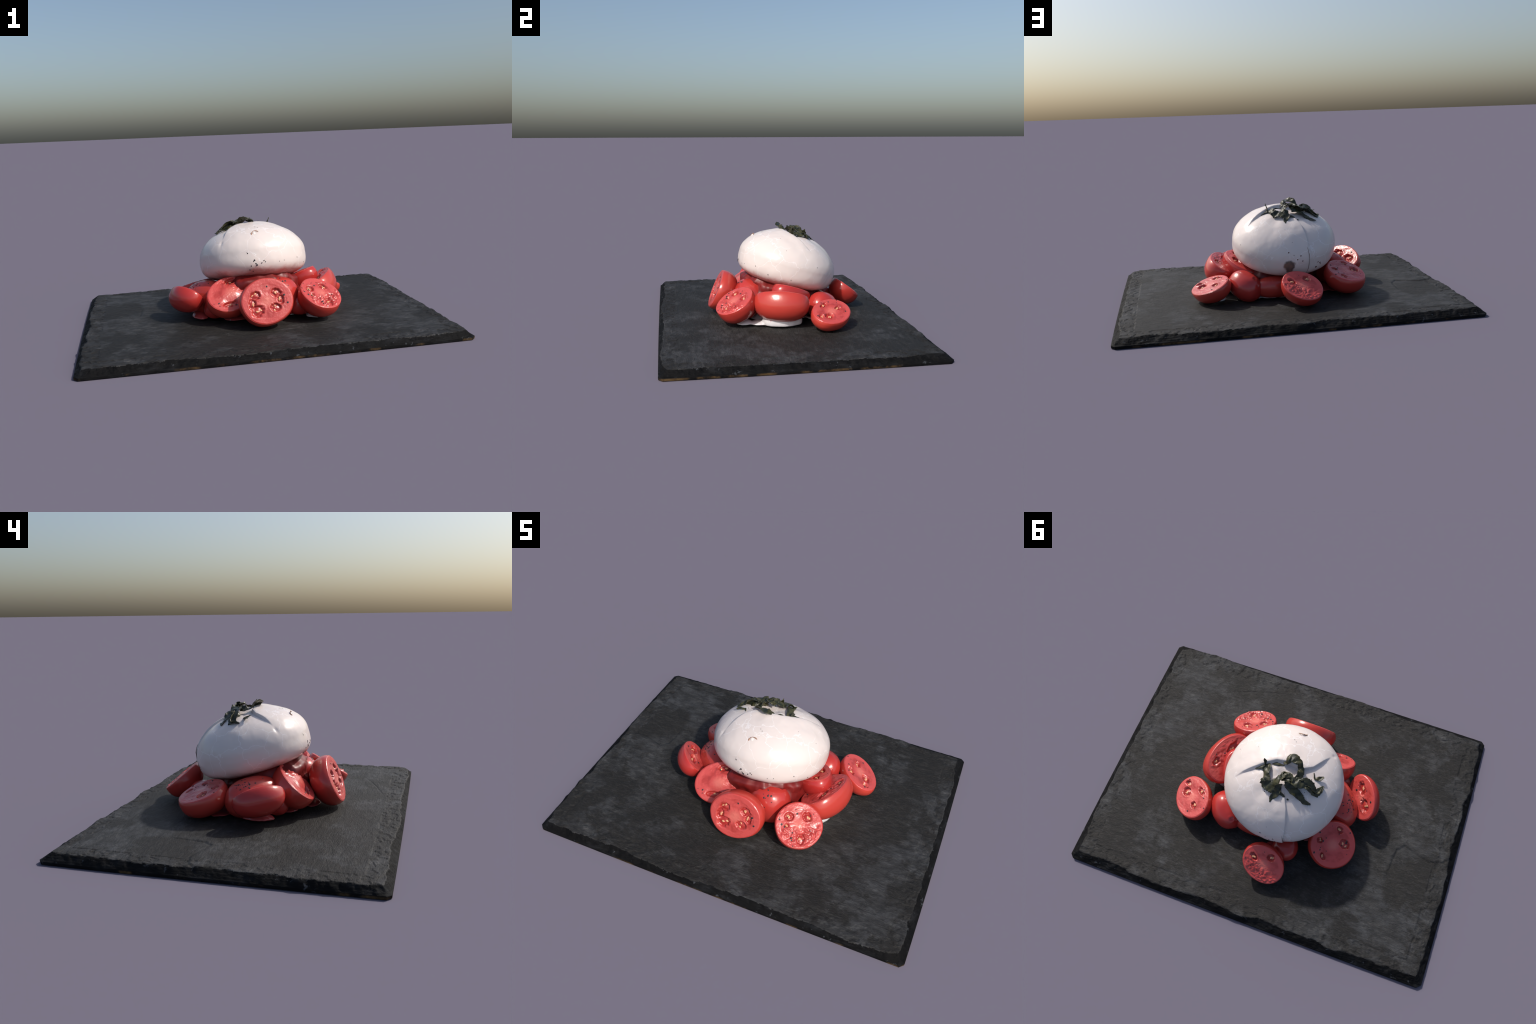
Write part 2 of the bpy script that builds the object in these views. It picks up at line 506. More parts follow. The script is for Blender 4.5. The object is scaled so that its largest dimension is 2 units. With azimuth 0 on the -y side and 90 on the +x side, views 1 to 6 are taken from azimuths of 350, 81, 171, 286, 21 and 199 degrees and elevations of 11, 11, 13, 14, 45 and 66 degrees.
def build_burrata():
    nt, nph = 320, 480
    th = np.linspace(0, math.pi, nt + 2)[1:-1]
    ph = np.linspace(0, 2 * math.pi, nph, endpoint=False)
    TH, PH = np.meshgrid(th, ph, indexing="ij")
    U = np.stack([np.sin(TH) * np.cos(PH), np.sin(TH) * np.sin(PH), np.cos(TH)], -1).reshape(-1, 3)
    U = np.vstack([U, [(0, 0, 1), (0, 0, -1)]])
    R = curd_radius(U)
    R = R + vnoise(U, 2.2, 7, 2) * 0.0030 + vnoise(U, 6.0, 8, 2) * 0.0009
    V = U * R[:, None]
    f = grid_faces(nt, nph, True)
    f = [tuple(reversed(q)) for q in f]
    n = nt * nph
    for j in range(nph):
        k = (j + 1) % nph
        f.append((n, j, k))
        f.append((n + 1, (nt - 1) * nph + k, (nt - 1) * nph + j))
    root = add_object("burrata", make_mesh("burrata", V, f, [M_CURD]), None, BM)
    root["label"] = "plump white burrata cheese with folded top and veins"
    root["category"] = "cheese"
    inv = BM.inverted()
    rng = random.Random(5)
    flakes, specks = [], []
    # black pepper and dark specks where they sit on the rind: local direction and size
    for (x, y, z, s) in [(0.075, 0.285, -0.06, 0.006), (0.02, 0.302, -0.062, 0.005), (0.033, 0.303, -0.075, 0.006), (0.07, 0.29, -0.055, 0.007),
                         (0.065, 0.297, -0.075, 0.006), (0.06, 0.30, -0.085, 0.008), (0.09, 0.285, -0.085, 0.006), (0.10, 0.28, -0.11, 0.008),
                         (0.085, 0.29, -0.125, 0.006), (0.012, 0.305, -0.07, 0.005), (-0.19, 0.24, -0.055, 0.005), (0.105, 0.29, -0.015, 0.006),
                         (0.11, 0.29, -0.008, 0.004), (-0.07, 0.30, -0.075, 0.004), (-0.10, 0.29, -0.07, 0.004), (-0.29, -0.10, 0.035, 0.006),
                         (-0.27, 0.11, 0.09, 0.003), (0.01, 0.21, 0.135, 0.004), (0.02, 0.20, 0.14, 0.003), (-0.16, 0.13, 0.14, 0.003),
                         (-0.295, 0.04, -0.07, 0.004), (-0.25, 0.17, -0.08, 0.005), (-0.02, -0.24, 0.10, 0.003)]:
        flakes.append((x, y, z, s))
    for (x, y, z, s) in [(-0.05, -0.29, 0.06, 0.006), (-0.02, -0.295, 0.045, 0.005), (0.0, -0.30, 0.02, 0.006), (0.02, -0.30, 0.04, 0.006), (0.03, -0.30, 0.01, 0.007),
                         (0.13, -0.275, -0.02, 0.008), (0.145, -0.27, -0.03, 0.009), (0.12, -0.28, -0.05, 0.009), (0.15, -0.265, -0.04, 0.006), (0.115, -0.28, 0.02, 0.004)]:
        specks.append((x, y, z, s))
    scatter_flakes(root, "pepper", [(inv @ curd_dir(v[:3], 0.0002), Vector(v[:3]), v[3] * 0.72) for v in flakes], M_PEPPER, rng)
    scatter_flakes(root, "spice_speck", [(inv @ curd_dir(v[:3], 0.0002), Vector(v[:3]), v[3] * 0.72) for v in specks], M_SPICE, rng)

    # thin dark rind line of the seam low on the back
    line = []
    for t in np.linspace(0, 1, 24):
        z = 0.085 - 0.20 * t
        a = math.radians(-76.5 - 5 * (t - .3) ** 2)
        line.append(inv @ curd_dir((math.cos(a) * 0.3, math.sin(a) * 0.3, z * 0.98), 0.0002))
    verts, faces = [], []
    for i, p in enumerate(line):
        w = 0.0026 * math.sin(math.pi * min(max(i / 23, .04), .96)) * (0.7 + 0.5 * rng.random())
        side = Vector((0, 0, 1)).cross(p).normalized() * w
        out = p.normalized()
        verts += [p - side - out * 0.002, p + out * 0.0009, p + side - out * 0.002]
        if i:
            b = 3 * i
            faces += [(b - 3, b, b + 1, b - 2), (b - 2, b + 1, b + 2, b - 1)]
    add_object("seam_line", make_mesh("seam_line", verts, faces, [M_SPICE]), root)

    # torn nub with dried brown curls on the front shoulder
    c = Vector((0.042, 0.252, 0.102))
    m = frame(inv @ curd_dir(c, 0.0), c)
    verts, faces = [], []
    def curl(pts, w):
        C = catmull(pts, 16)
        b = len(verts)
        for i, p in enumerate(C):
            ww = w * (0.35 + 0.65 * math.sin(math.pi * (0.12 + 0.8 * i / 15))) * (0.8 + 0.4 * rng.random())
            for q in range(6):
                a = q / 6 * 2 * math.pi
                verts.append((p[0] + math.cos(a) * ww, p[1] + math.cos(a) * ww * .5, p[2] + math.sin(a) * ww * 0.8))
        for i in range(15):
            for q in range(6):
                faces.append((b + i * 6 + q, b + i * 6 + (q + 1) % 6, b + i * 6 + 6 + (q + 1) % 6, b + i * 6 + 6 + q))
    curl([(0.022, 0.004, 0.001), (0.008, 0.010, 0.004), (-0.006, 0.008, 0.006), (-0.014, 0.000, 0.004)], 0.0032)
    curl([(-0.008, 0.006, 0.003), (-0.018, -0.004, 0.005), (-0.016, -0.015, 0.004), (-0.006, -0.020, 0.001)], 0.0036)
    add_object("dried_nub", make_mesh("dried_nub", verts, faces, [M_BROWN]), root, m)
    nub = make_mesh("curd_bump", *ellipsoid_mesh((0.011, 0.013, 0.006), 20, 14), [M_CURD])
    add_object("curd_bump", nub, root, m @ Matrix.Translation((-0.004, -0.006, 0.001)))

    return root


def ellipsoid_mesh(r, nu, nv):
    v, f = [], []
    for i in range(1, nv):
        t = math.pi * i / nv
        for j in range(nu):
            p = 2 * math.pi * j / nu
            v.append((r[0] * math.sin(t) * math.cos(p), r[1] * math.sin(t) * math.sin(p), r[2] * math.cos(t)))
    n = len(v)
    v += [(0, 0, r[2]), (0, 0, -r[2])]
    f = [tuple(reversed(q)) for q in grid_faces(nv - 1, nu, True)]
    for j in range(nu):
        k = (j + 1) % nu
        f += [(n, j, k), (n + 1, (nv - 2) * nu + k, (nv - 2) * nu + j)]
    return v, f


def scatter_flakes(parent, name, places, mat, rng):
    """Small angular crumbs pressed onto a surface, joined into one part."""
    verts, faces = [], []
    for p, nrm, s in places:
        m = frame(p, nrm)
        k = rng.randint(5, 7)
        rot = rng.random() * 6.28
        asp = rng.uniform(0.45, 1.0)
        tilt = rng.random() * 6.28
        b = len(verts)
        for ring, (zz, rr) in enumerate([(-0.25, 0.9), (0.18, 1.0), (0.42, 0.55)]):
            for q in range(k):
                a = rot + q / k * 2 * math.pi
                x, y = math.cos(a) * s * rr * rng.uniform(0.8, 1.15), math.sin(a) * s * rr * asp * rng.uniform(0.8, 1.15)
                x, y = x * math.cos(tilt) - y * math.sin(tilt), x * math.sin(tilt) + y * math.cos(tilt)
                verts.append(m @ Vector((x, y, zz * s * 0.7)))
        for ring in range(2):
            for q in range(k):
                faces.append((b + ring * k + q, b + ring * k + (q + 1) % k, b + ring * k + k + (q + 1) % k, b + ring * k + k + q))
        faces.append(tuple(b + 2 * k + q for q in range(k)))
    if not verts:
        return None
    ob = add_object(name, make_mesh(name, verts, faces, [mat], False), parent)
    ob["kind"] = "stuff"
    return ob


# --------------------------------------------------------------- herb strips
# spine stations: plan position on the cheese, lift above it, half width, twist (radians)
STRIPS = [
    [(-0.150, 0.018, .001, .004, .0), (-0.122, 0.036, .003, .013, .2), (-0.098, 0.046, .010, .018, .5), (-0.086, 0.030, .016, .018, .2),
     (-0.082, 0.003, .018, .016, -.3), (-0.074, -0.018, .018, .017, .1), (-0.076, -0.040, .014, .018, .5), (-0.088, -0.054, .008, .014, .9)],
    [(-0.098, 0.050, .010, .012, 1.0), (-0.094, 0.057, .022, .007, 1.2), (-0.090, 0.061, .034, .001, 1.2)],
    [(-0.072, 0.064, -.002, .003, .0), (-0.041, 0.070, .000, .009, .1), (-0.004, 0.074, -.001, .003, .0)],
    [(-0.008, 0.072, .012, .004, .2), (0.006, 0.086, .016, .016, .1), (0.026, 0.096, .019, .018, -.3), (0.048, 0.090, .022, .017, -.8),
     (0.066, 0.074, .026, .012, -1.1), (0.080, 0.058, .026, .013, -.6), (0.080, 0.040, .024, .016, .1), (0.074, 0.024, .028, .015, .5), (0.062, 0.006, .034, .010, .9)],
    [(0.014, 0.086, .014, .010, 1.2), (0.016, 0.092, .018, .006, 1.3), (0.018, 0.095, .024, .001, 1.4)],
    [(-0.040, -0.034, .016, .012, .2), (-0.016, -0.018, .032, .018, .5), (0.002, 0.000, .044, .016, .8), (0.010, 0.014, .050, .014, .4),
     (0.026, 0.014, .050, .014, -.2), (0.040, 0.006, .046, .015, -.5), (0.036, -0.010, .038, .016, -.2), (0.040, -0.022, .030, .016, .3)],
    [(0.002, 0.020, .040, .010, 1.1), (0.010, 0.026, .046, .007, 1.2), (0.030, 0.020, .048, .006, .7), (0.040, 0.010, .048, .010, .2)],
    [(-0.006, -0.004, .040, .012, 1.0), (0.022, -0.008, .044, .013, .7), (0.044, -0.004, .042, .014, .3), (0.068, 0.004, .036, .013, -.2), (0.092, 0.012, .030, .010, .3)],
    [(-0.090, -0.051, .010, .014, -.4), (-0.062, -0.050, .018, .021, -.1), (-0.036, -0.054, .022, .025, .2), (-0.013, -0.066, .016, .022, .1),
     (-0.013, -0.088, .008, .015, -.2), (-0.026, -0.106, .004, .010, .2), (-0.031, -0.131, .001, .002, .0)],
    [(-0.008, -0.034, .034, .018, .8), (-0.004, -0.058, .020, .015, .4), (0.006, -0.074, .009, .008, .1), (0.022, -0.081, .004, .006, .0), (0.038, -0.089, .001, .003, .0)],
    [(0.030, -0.014, .042, .014, -.4), (0.043, -0.024, .034, .020, -.2), (0.058, -0.038, .025, .020, .1), (0.079, -0.052, .016, .018, .3),
     (0.104, -0.064, .010, .015, .1), (0.121, -0.079, .006, .012, -.3), (0.142, -0.088, .004, .009, .2), (0.165, -0.088, .005, .003, .6)],
    [(0.048, -0.010, .044, .012, .7), (0.068, -0.010, .044, .018, .4), (0.092, -0.002, .042, .022, .1), (0.116, 0.000, .034, .022, -.2),
     (0.146, -0.014, .020, .020, -.1), (0.174, -0.026, .008, .017, .3), (0.190, -0.012, .006, .013, .7), (0.202, 0.014, .008, .004, 1.0)],
    [(0.172, -0.028, .006, .012, -.2), (0.184, -0.038, .003, .009, .0), (0.190, -0.047, .002, .002, .2)],
    [(0.148, 0.068, .007, .002, .3), (0.154, 0.054, .005, .003, .2), (0.161, 0.041, .004, .005, .0), (0.175, 0.043, .010, .010, .2), (0.189, 0.054, .020, .004, .8)],
    [(0.084, 0.010, .036, .010, 1.2), (0.090, 0.010, .046, .006, 1.3), (0.092, 0.010, .054, .001, 1.4)],
]


def build_herb():
    root = bpy.data.objects.new("herb_garnish", None)
    bpy.context.scene.collection.objects.link(root)
    root.location = curd_point(0.0, 0.0)
    root["label"] = "wilted dark green herb leaves crumpled in torn strips"
    root["category"] = "herb garnish"
    inv = Matrix.Translation(-root.location)
    rng = random.Random(11)
    under = [[(x, y, h * 0.5, w * 0.8, tw + 1.1) for x, y, h, w, tw in STRIPS[k]] for k in (11,)]
    for strip in STRIPS + under:
        n = max(10, 7 * len(strip))
        C = catmull(strip, n)
        pts, ups = [], []
        for x, y, h, w, tw in C:
            p = curd_point(x, y, h)
            pts.append(p)
            ups.append((curd_point(x, y, h + 0.02) - p).normalized())
        m = 9
        verts = []
        ph = rng.random() * 6.28
        for i in range(n):
            t = (pts[min(i + 1, n - 1)] - pts[max(i - 1, 0)]).normalized()
            side = t.cross(ups[i]).normalized()
            up = side.cross(t)
            w, tw = max(C[i][3] * 1.22, 0.0008), C[i][4]
            wl, wr = w * (1 + rng.uniform(-.16, .16)), w * (1 + rng.uniform(-.16, .16))
            for j in range(m):
                v = j / (m - 1) * 2 - 1
                a = (wr if v > 0 else wl) * v
                curl = 0.30 * w * v * v * math.sin(i * 0.23 + ph) + 0.07 * w * math.sin(i * 0.6 + v * 3 + ph)
                if abs(v) > 0.9:
                    curl += rng.uniform(-.10, .10) * w
                d = side * (a * math.cos(tw) - curl * math.sin(tw)) + up * (a * math.sin(tw) + curl * math.cos(tw))
                verts.append(inv @ (pts[i] + d))
        ob = add_object("leaf", make_mesh("leaf", verts, grid_faces(n, m, False), [M_HERB]), root)
        sol = ob.modifiers.new("thickness", "SOLIDIFY")
        sol.thickness, sol.offset = 0.0032, 0
        sub = ob.modifiers.new("soft", "SUBSURF")
        sub.levels = sub.render_levels = 1
    # crumbs fallen beside the strips
    places = [(inv @ curd_point(x, y, .0005), BN, s) for x, y, s in
              [(0.128, -0.042, .004), (0.056, -0.100, .006), (-0.072, -0.088, .003), (0.148, 0.030, .003), (-0.060, -0.080, .002)]]
    scatter_flakes(root, "herb_crumb", places, M_HERB, rng)
    return root


# ------------------------------------------------------------------ tomatoes
def build_half(c, n, ex, ab, depth, locules=(), wrinkle=(0, 0), seeds=2, pepper=8, power=2.2, tuck=14, seed=1, gouge=(), bare=()):
    """A halved tomato: a cut face with seed chambers and a domed skin behind it.
    locules: (u, v, radius, stretch, angle) in units of the face radii."""
    rng = random.Random(seed)
    a, b = ab
    M = frame(c, n, ex)
    root = bpy.data.objects.new("tomato_half", None)
    bpy.context.scene.collection.objects.link(root)
    root.matrix_local = M
    root["label"] = "juicy red tomato half with glossy cut face"
    root["category"] = "tomato"
    nr, nt = 46, 120
    ang = np.linspace(0, 2 * math.pi, nt, endpoint=False)
    # outline of the cut: an ellipse with a gentle irregularity
    wob = np.array([noise.noise(Vector((math.cos(t) * 1.1, math.sin(t) * 1.1, seed * 1.7))) for t in ang])
    rim = 1 + 0.035 * wob
    S, T = np.meshgrid(np.sin(np.linspace(0, math.pi / 2, nr + 1)[1:]) , ang, indexing="ij")
    X = (S * np.cos(T) * rim[None, :]).ravel()
    Y = (S * np.sin(T) * rim[None, :]).ravel()
    X, Y, S = np.append(X, 0), np.append(Y, 0), np.append(S.ravel(), 0)
    Pn = np.stack([X, Y, np.full_like(X, seed * 0.9)], 1)
    n1, n2 = vnoise(Pn, 1.6, seed, 2), vnoise(Pn, 9, seed + 3, 3)
    z = 0.0032 * n1 * (1 - S ** 6) + 0.0007 * n2
    z -= 0.0032 * smooth(0.945, 1.0, S) ** 1.5
    # gel ring between wall and core lies slightly lower
    gel = smooth(0.40, 0.52, S + 0.10 * n1) * smooth(0.80, 0.72, S + 0.06 * n2)
    z -= 0.0008 * gel * smooth(-0.1, 0.3, vnoise(Pn, 1.9, seed + 9, 2))
    inside, near = np.zeros_like(z), np.full_like(z, 9.0)
    for (u, v, r, st, la) in locules:
        ca, sa = math.cos(la), math.sin(la)
        du, dv = X - u, Y - v
        e = np.hypot((du * ca + dv * sa) / (r * st), (-du * sa + dv * ca) / r) + 0.20 * n2 + 0.12 * n1
        near = np.minimum(near, e)
    inside = smooth(1.0, 0.68, near)
    jelly = 0.75 * smooth(0.72, 0.1, near) + 0.35 * n2
    z += inside * (-0.0120 + 0.0075 * np.clip(jelly, -0.3, 1.0)) * smooth(0.98, 0.88, S)
    z += 0.0012 * np.exp(-((near - 1.1) / 0.12) ** 2)
    for (u, v, r, dep) in gouge:
        e = np.hypot(X - u, Y - v) / r
        z -= dep * np.exp(-e ** 2)
    wr, wside = wrinkle
    if wr:
        zone = smooth(-0.1, 0.35, X * math.cos(wside) + Y * math.sin(wside))
        z += wr * zone * (np.abs(vnoise(Pn, 5.0, seed + 5, 3)) * 2 - 0.6) * smooth(0.98, 0.84, S) * (1 - inside)
    fv = np.stack([X * a, Y * b, z], 1)
    ff = grid_faces(nr, nt, True)
    ff += [(nr * nt, j, (j + 1) % nt) for j in range(nt)]
    ff = [tuple(f) for f in ff]
    # orient upward
    ff = [tuple(reversed(f)) if len(f) == 4 else f for f in ff]
    add_object("flesh", make_mesh("flesh", fv, ff, [M_FLESH]), root)

    # skin: past the equator, the widest girth lies a little behind the cut
    ns = 40
    t0 = math.radians(tuck)
    rows = []
    last = fv[(nr - 1) * nt:nr * nt]
    for i in range(ns + 1):
        tau = -t0 + (math.pi / 2 + t0) * (i / ns)
        ct, stn = abs(math.cos(tau)), math.sin(tau)
        q = 2 / power
        rad = ct ** (q if tau > 0 else 1) / math.cos(t0)
        zz = -depth * ((math.copysign(abs(stn) ** q, stn) if tau > 0 else stn) + math.sin(t0)) / (1 + math.sin(t0))
        if i == 0:
            rows.append(last)
            continue
        lump = np.array([noise.noise(Vector((math.cos(t) * 1.3, math.sin(t) * 1.3, zz * 9 + seed * 2.1))) for t in ang])
        k = 1 + 0.035 * lump * min(1, i / 8)
        shape = rim * (1 - i / ns) + (i / ns)
        base = np.stack([np.cos(ang) * rad * a * k * shape, np.sin(ang) * rad * b * k * shape, np.full(nt, zz)], 1)
        if i <= 3:
            base[:, 2] += (last[:, 2]) * (1 - i / 4)
        rows.append(base)
    sv = np.vstack(rows[:-1] + [[(0, 0, rows[-1][0][2])]])
    sf = grid_faces(ns, nt, True)
    sf += [((ns - 1) * nt + j, ns * nt, (ns - 1) * nt + (j + 1) % nt) for j in range(nt)]
    sf = [f if len(f) == 4 else tuple(reversed(f)) for f in sf]
    add_object("skin", make_mesh("skin", sv, sf, [M_SKIN]), root)

    def face_z(u, v):
        i = np.argmin((X - u) ** 2 + (Y - v) ** 2)
        return float(z[i])
    # seeds bedded in the chambers
    sverts, sfaces = [], []
    ev, ef = ellipsoid_mesh((0.0085, 0.0055, 0.0032), 12, 8)
    for (u, v, r, st, la) in locules:
        for _ in range(seeds):
            rr, aa = r * rng.uniform(0.05, 0.55), rng.random() * 6.28
            x, y = u + rr * math.cos(aa), v + rr * math.sin(aa)
            rot = Matrix.Rotation(rng.random() * 6.28, 4, "Z") @ Matrix.Rotation(rng.uniform(-.6, .6), 4, "X")
            b0 = len(sverts)
            sverts += [rot @ Vector(p) + Vector((x * a, y * b, face_z(x, y) - 0.0004)) for p in ev]
            sfaces += [tuple(b0 + i for i in f) for f in ef]
    for (x, y, a0) in bare:
        rot = Matrix.Rotation(a0, 4, "Z") @ Matrix.Scale(1.25, 4)
        b0 = len(sverts)
        sverts += [rot @ Vector(p) + Vector((x * a, y * b, face_z(x, y) + 0.001)) for p in ev]
        sfaces += [tuple(b0 + i for i in f) for f in ef]
    if sverts:
        ob = add_object("seed", make_mesh("seed", sverts, sfaces, [M_SEED]), root)
        ob["kind"] = "stuff"
    places = []
    for _ in range(pepper):
        rr, aa = math.sqrt(rng.uniform(0.15, 0.88)), rng.random() * 6.28
        x, y = rr * math.cos(aa), rr * math.sin(aa)
        places.append((Vector((x * a, y * b, face_z(x, y) + 0.0005)), Vector((0, 0, 1)), rng.choice([0.0028, 0.0035, 0.0045, 0.006])))
    scatter_flakes(root, "pepper", places, M_PEPPER, rng)
    return root


def build_whole(c, axes, rot, pepper=0, seed=1, power=2.2, pepper_dir=(0, 0, 1), scars=()):
    """A whole small tomato, slightly squared and lumpy."""
    rng = random.Random(seed)
    root = bpy.data.objects.new("whole_tomato", None)
    bpy.context.scene.collection.objects.link(root)
    m = Matrix(rot).transposed().to_4x4() if not isinstance(rot, Matrix) else rot
    m.translation = Vector(c)
    root.matrix_local = m
    root["label"] = "small shiny whole red tomato"
    root["category"] = "tomato"
    v, f = ellipsoid_mesh((1, 1, 1), 72, 44)
    U = np.array(v)
    k = (np.abs(U) ** power).sum(1) ** (-1 / power)
    k = k * (1 + 0.03 * vnoise(U, 1.3, seed, 2) + 0.004 * vnoise(U, 6, seed + 2, 2))
    for (d, r, dep) in scars:
        e = np.arccos(np.clip(U @ np.array(Vector(d).normalized()), -1, 1)) / r
        k += dep * np.exp(-((e - 1) / 0.25) ** 2) - dep * 0.9 * smooth(1.0, 0.75, e)
    P = U * k[:, None] * np.array(axes)
    add_object("skin", make_mesh("skin", P, f, [M_SKIN]), root)
    if pepper:
        places = []
        pd = m.to_3x3().inverted() @ Vector(pepper_dir).normalized()
        for _ in range(pepper):
            d = (pd + Vector((rng.gauss(0, .33), rng.gauss(0, .33), rng.gauss(0, .33)))).normalized()
            i = int(np.argmax(U @ np.array(d)))
            places.append((Vector(P[i]), Vector(U[i] / np.array(axes)), rng.choice([0.003, 0.004, 0.006])))
        scatter_flakes(root, "pepper", places, M_PEPPER, rng)
    return root


I3 = ((1, 0, 0), (0, 1, 0), (0, 0, 1))


def build_tomatoes():
    # front right: cross-shaped core, wet wrinkled pulp on its lower half
    build_half((0.305, -0.311, 0.201), (0.249, -0.475, 0.844), (0.967, 0.079, -0.241), (0.120, 0.119), 0.130,
               [(-0.52, 0.17, .22, 1.0, 0), (0.20, 0.47, .21, 1.0, 0), (-0.46, -0.22, .09, 1.3, .6), (0.30, -0.52, .20, 1.4, -1.1)],
               wrinkle=(0.0085, -1.1), seeds=2, pepper=20, seed=1)
    # front: the big upright half with two C-shaped chambers
    front = build_half((-0.013, -0.394, 0.201), (-0.013, -0.919, 0.395), (-0.994, -0.029, -0.101), (0.140, 0.122), 0.135,
               [(0.41, -0.31, .20, 1.15, .3), (0.59, 0.03, .16, 1.7, 1.5), (0.44, 0.36, .25, 1.2, .9), (-0.41, -0.30, .19, 1.15, -.5),
                (-0.52, 0.02, .14, 1.7, 1.5), (-0.27, 0.35, .20, 1.2, -.6)], seeds=2, pepper=4, seed=2, tuck=20)
    fibre_v, fibre_f = ellipsoid_mesh((1, 1, 1), 16, 10)
    for p in range(len(fibre_v)):
        x, y, z = fibre_v[p]
        fibre_v[p] = (0.0060 * x * (1.15 + y) * (1 + 0.9 * max(y, 0) ** 3) - 0.006 + 0.002 * math.sin(3 * y), 0.086 + 0.032 * y, 0.0009 * z - 0.0009 - 0.0048 * max(y, 0) ** 4)
    add_object("core_fibre", make_mesh("core_fibre", fibre_v, fibre_f, [M_FIBRE]), front)
    # left of the front: large flat face dented by the cheese
    build_half((-0.177, -0.222, 0.216), (0.053, -0.639, 0.767), (0.898, 0.367, 0.243), (0.143, 0.111), 0.135,
               [(0.30, 0.66, .20, 1.5, 0), (-0.34, -0.50, .15, 2.2, -.2)], seeds=1, pepper=9, seed=3, wrinkle=(0.0035, 0.6), gouge=[(0.1, 0.1, .62, -.017), (-0.30, -0.45, .28, .012), (0.28, 0.62, .22, .012)], bare=[(0.47, -0.13, 1.2), (0.05, 0.63, 0.4)])
    build_half((-0.404, -0.074, 0.194), (0.57, 0.433, 0.698), (-0.457, 0.873, -0.169), (0.128, 0.084), 0.105,
               [(-0.36, 0.18, .30, 1.1, 0), (0.39, 0.12, .30, 1.1, 0)], seeds=2, pepper=5, seed=4, tuck=13)
    build_half((-0.344, 0.232, 0.183), (-0.221, 0.292, 0.931), (0.011, -0.953, 0.301), (0.122, 0.117), 0.130,
               [(0.0, 0.65, .14, 1.0, 0), (0.18, -0.48, .22, 1.3, 1.2), (0.70, -0.10, .15, 1.3, .6), (-0.62, 0.28, .12, 1.6, .8)], seeds=2, pepper=15, seed=5, tuck=22)
    build_half((-0.035, 0.460, 0.174), (-0.107, 0.613, 0.783), (-0.498, -0.714, 0.492), (0.096, 0.118), 0.115,
               [(0.60, -0.01, .20, 1.1, 0), (-0.05, 0.55, .16, 1.5, 1.2)], wrinkle=(0.004, 3.4), seeds=2, pepper=5, seed=6)
    build_half((0.469, 0.232, 0.157), (0.403, 0.118, 0.908), (-0.623, 0.762, 0.177), (0.129, 0.100), 0.105,
               [(0.42, -0.06, .18, 1.0, 0), (-0.37, -0.20, .24, 1.0, 0), (-0.70, 0.05, .16, 1.3, 1.0), (0.02, 0.62, .14, 2.2, .1)], seeds=2, pepper=10, seed=7)
    build_half((0.343, -0.033, 0.220), (-0.498, 0.171, 0.85), (-0.337, -0.942, -0.008), (0.158, 0.106), 0.150,
               [(-0.48, 0.42, .18, 1.2, 0), (0.30, 0.30, .20, 1.5, .2)], wrinkle=(0.003, 1.57), seeds=2, pepper=14, seed=8, tuck=20)
    build_half((0.247, 0.045, 0.241), (-0.309, 0.247, 0.919), (-0.765, -0.638, -0.086), (0.092, 0.133), 0.130,
               [(-0.45, 0.14, .22, 1.3, 1.2), (0.15, 0.62, .22, 1.2, 0)], seeds=2, pepper=2, seed=9, tuck=20)
    # whole ones between and beneath
    build_whole((0.262, 0.227, 0.130), (0.084, 0.108, 0.084), ((-0.42, -0.687, -0.593), (0.665, -0.677, 0.314), (-0.618, -0.263, 0.741)), seed=21,
                scars=[((0.5, 0.4, 0.75), .28, .035), ((-0.6, -0.5, 0.62), .14, .04)])
    build_whole((0.096, -0.192, 0.164), (0.113, 0.098, 0.116), I3, pepper=14, seed=22, pepper_dir=(-0.1, -0.55, 0.8))
    build_whole((-0.285, -0.018, 0.150), (0.096, 0.150, 0.102), ((0.60, 0.62, 0.50), (-0.68, 0.71, -0.20), (-0.40, -0.30, 0.86)), pepper=26, seed=23, pepper_dir=(-0.55, 0.1, 0.85))
    build_whole((0.208, -0.225, 0.122), (0.075, 0.060, 0.060), I3, pepper=2, seed=24)
    build_whole((0.092, 0.248, 0.118), (0.122, 0.060, 0.064), I3, seed=25)
    build_whole((-0.105, 0.312, 0.110), (0.070, 0.070, 0.058), I3, seed=26)
    build_whole((-0.262, -0.135, 0.116), (0.066, 0.062, 0.058), I3, seed=27)
    build_whole((-0.075, -0.130, 0.175), (0.100, 0.090, 0.100), I3, seed=28)


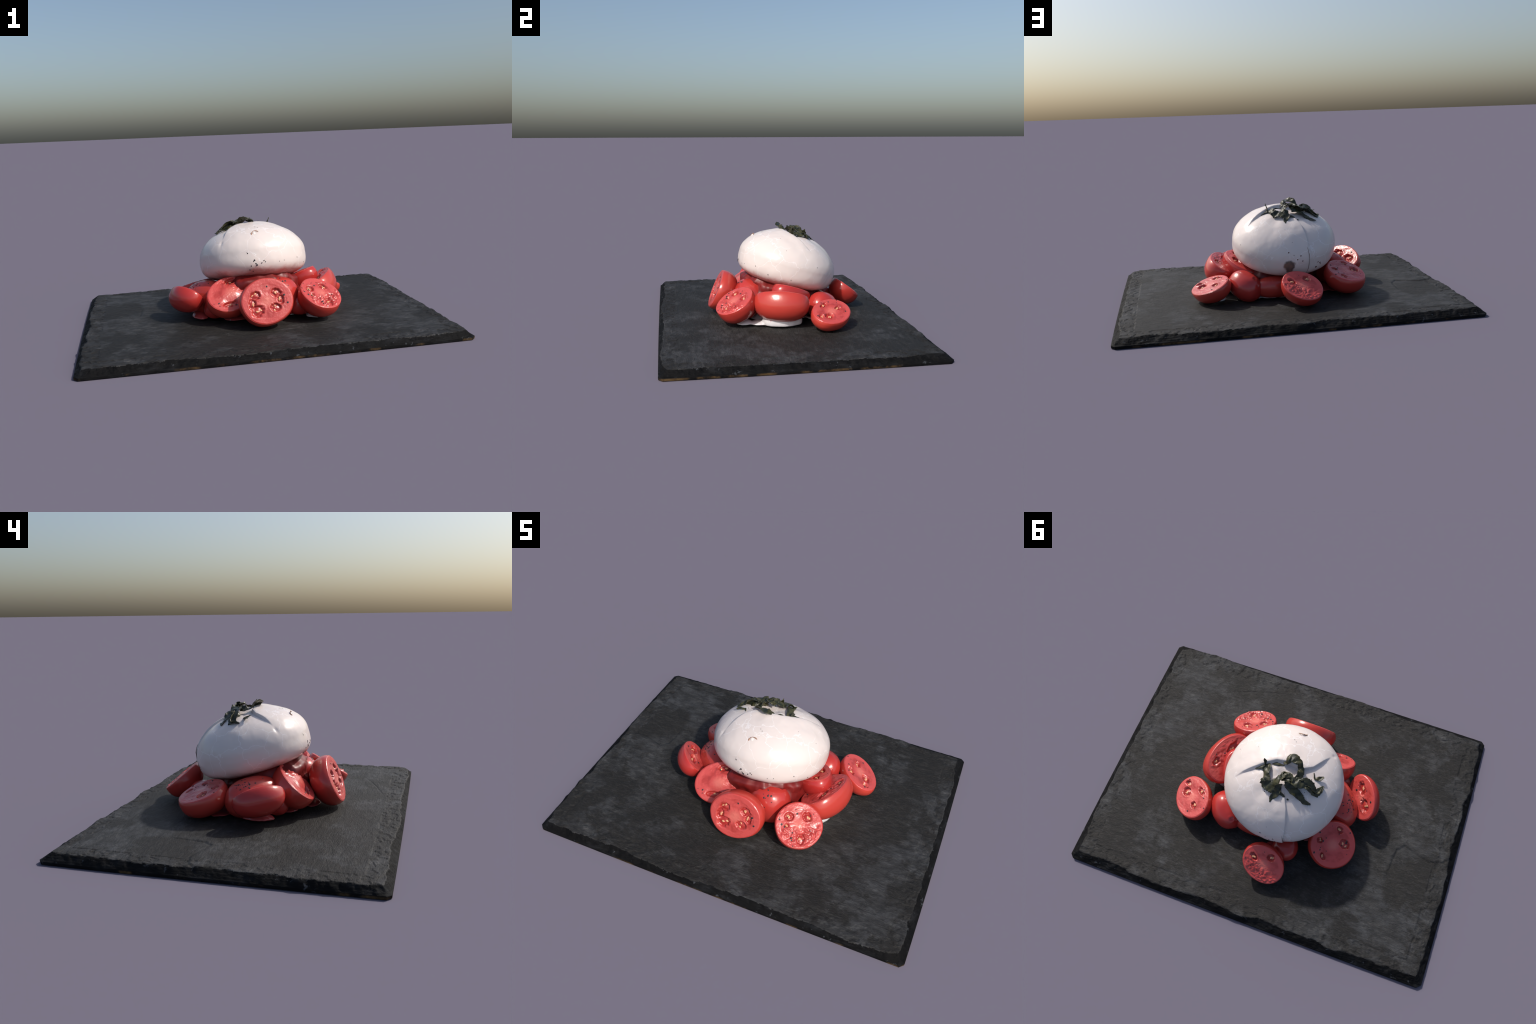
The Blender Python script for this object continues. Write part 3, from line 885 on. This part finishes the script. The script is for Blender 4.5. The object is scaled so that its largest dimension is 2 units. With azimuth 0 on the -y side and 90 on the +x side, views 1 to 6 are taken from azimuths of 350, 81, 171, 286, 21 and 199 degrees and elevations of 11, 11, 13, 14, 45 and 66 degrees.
def build_pulp():
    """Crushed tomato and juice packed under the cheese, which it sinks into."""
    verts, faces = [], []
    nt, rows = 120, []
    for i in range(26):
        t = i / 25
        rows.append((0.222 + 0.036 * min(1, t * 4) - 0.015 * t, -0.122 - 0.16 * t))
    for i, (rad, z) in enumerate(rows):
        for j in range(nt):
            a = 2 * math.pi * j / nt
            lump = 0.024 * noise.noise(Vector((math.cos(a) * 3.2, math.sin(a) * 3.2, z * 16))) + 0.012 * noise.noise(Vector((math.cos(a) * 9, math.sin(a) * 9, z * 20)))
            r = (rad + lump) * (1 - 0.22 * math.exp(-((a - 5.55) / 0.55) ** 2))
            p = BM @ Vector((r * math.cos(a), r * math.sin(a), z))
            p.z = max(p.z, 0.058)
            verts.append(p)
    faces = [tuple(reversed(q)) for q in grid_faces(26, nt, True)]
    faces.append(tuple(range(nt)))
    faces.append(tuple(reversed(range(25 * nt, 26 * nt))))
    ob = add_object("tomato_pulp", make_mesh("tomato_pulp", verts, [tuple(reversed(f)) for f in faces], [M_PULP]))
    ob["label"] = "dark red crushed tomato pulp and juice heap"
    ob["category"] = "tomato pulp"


def build_juice():
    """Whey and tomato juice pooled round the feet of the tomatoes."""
    rng = random.Random(3)
    verts, faces = [], []
    pools = [(0.338, -0.030, .070, .108, .135), (0.310, -0.150, .055, .080, .066), (0.290, -0.250, .055, .050, .072), (0.415, 0.205, .040, .055, .066), (-0.02, -0.27, .075, .045, .064),
             (-0.15, -0.165, .070, .060, .068), (-0.335, -0.055, .050, .080, .080), (-0.30, 0.165, .068, .075, .062), (-0.04, 0.34, .060, .055, .064),
             (0.235, 0.205, .075, .075, .064), (0.10, 0.22, .085, .060, .064), (0.15, -0.15, .110, .060, .064), (0.02, 0.04, .23, .20, .070), (-0.19, 0.09, .13, .13, .066)]
    for x, y, rx, ry, top in pools:
        b = len(verts)
        v, f = ellipsoid_mesh((rx * 1.08, ry * 1.08, (top - 0.046) * 1.3), 48, 24)
        for p in v:
            a = math.atan2(p[1], p[0])
            k = (1 + 0.16 * abs(p[2]) / 0.06) if top > 0.1 else 1
            k += 0.10 * noise.noise(Vector((math.cos(a) * 2 + x * 9, math.sin(a) * 2 + y * 9, 0.4))) + 0.04 * noise.noise(Vector((math.cos(a) * 9, math.sin(a) * 9, x * 7)))
            px, py = x + p[0] * k, y + p[1] * k
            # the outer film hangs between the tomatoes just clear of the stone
            film = 0.0462 + 0.010 * min(1, max(0, (math.hypot(px, py - 0.02) - 0.20) / 0.06))
            verts.append((px, py, max(film, 0.052 + p[2] * 0.8)))
        faces += [tuple(b + i for i in q) for q in f]
    me = make_mesh("milky_juice", verts, faces, [M_MILK])
    ob = add_object("milky_juice", me)
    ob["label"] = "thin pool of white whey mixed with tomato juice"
    ob["category"] = "food liquid"
    r = ob.modifiers.new("merge", "REMESH")
    r.mode, r.voxel_size, r.use_smooth_shade = "VOXEL", 0.005, True
    s = ob.modifiers.new("soften", "SMOOTH")
    s.factor, s.iterations = 0.5, 4
    return ob


build_slate()
build_tomatoes()
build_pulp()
build_juice()
build_burrata()
build_herb()
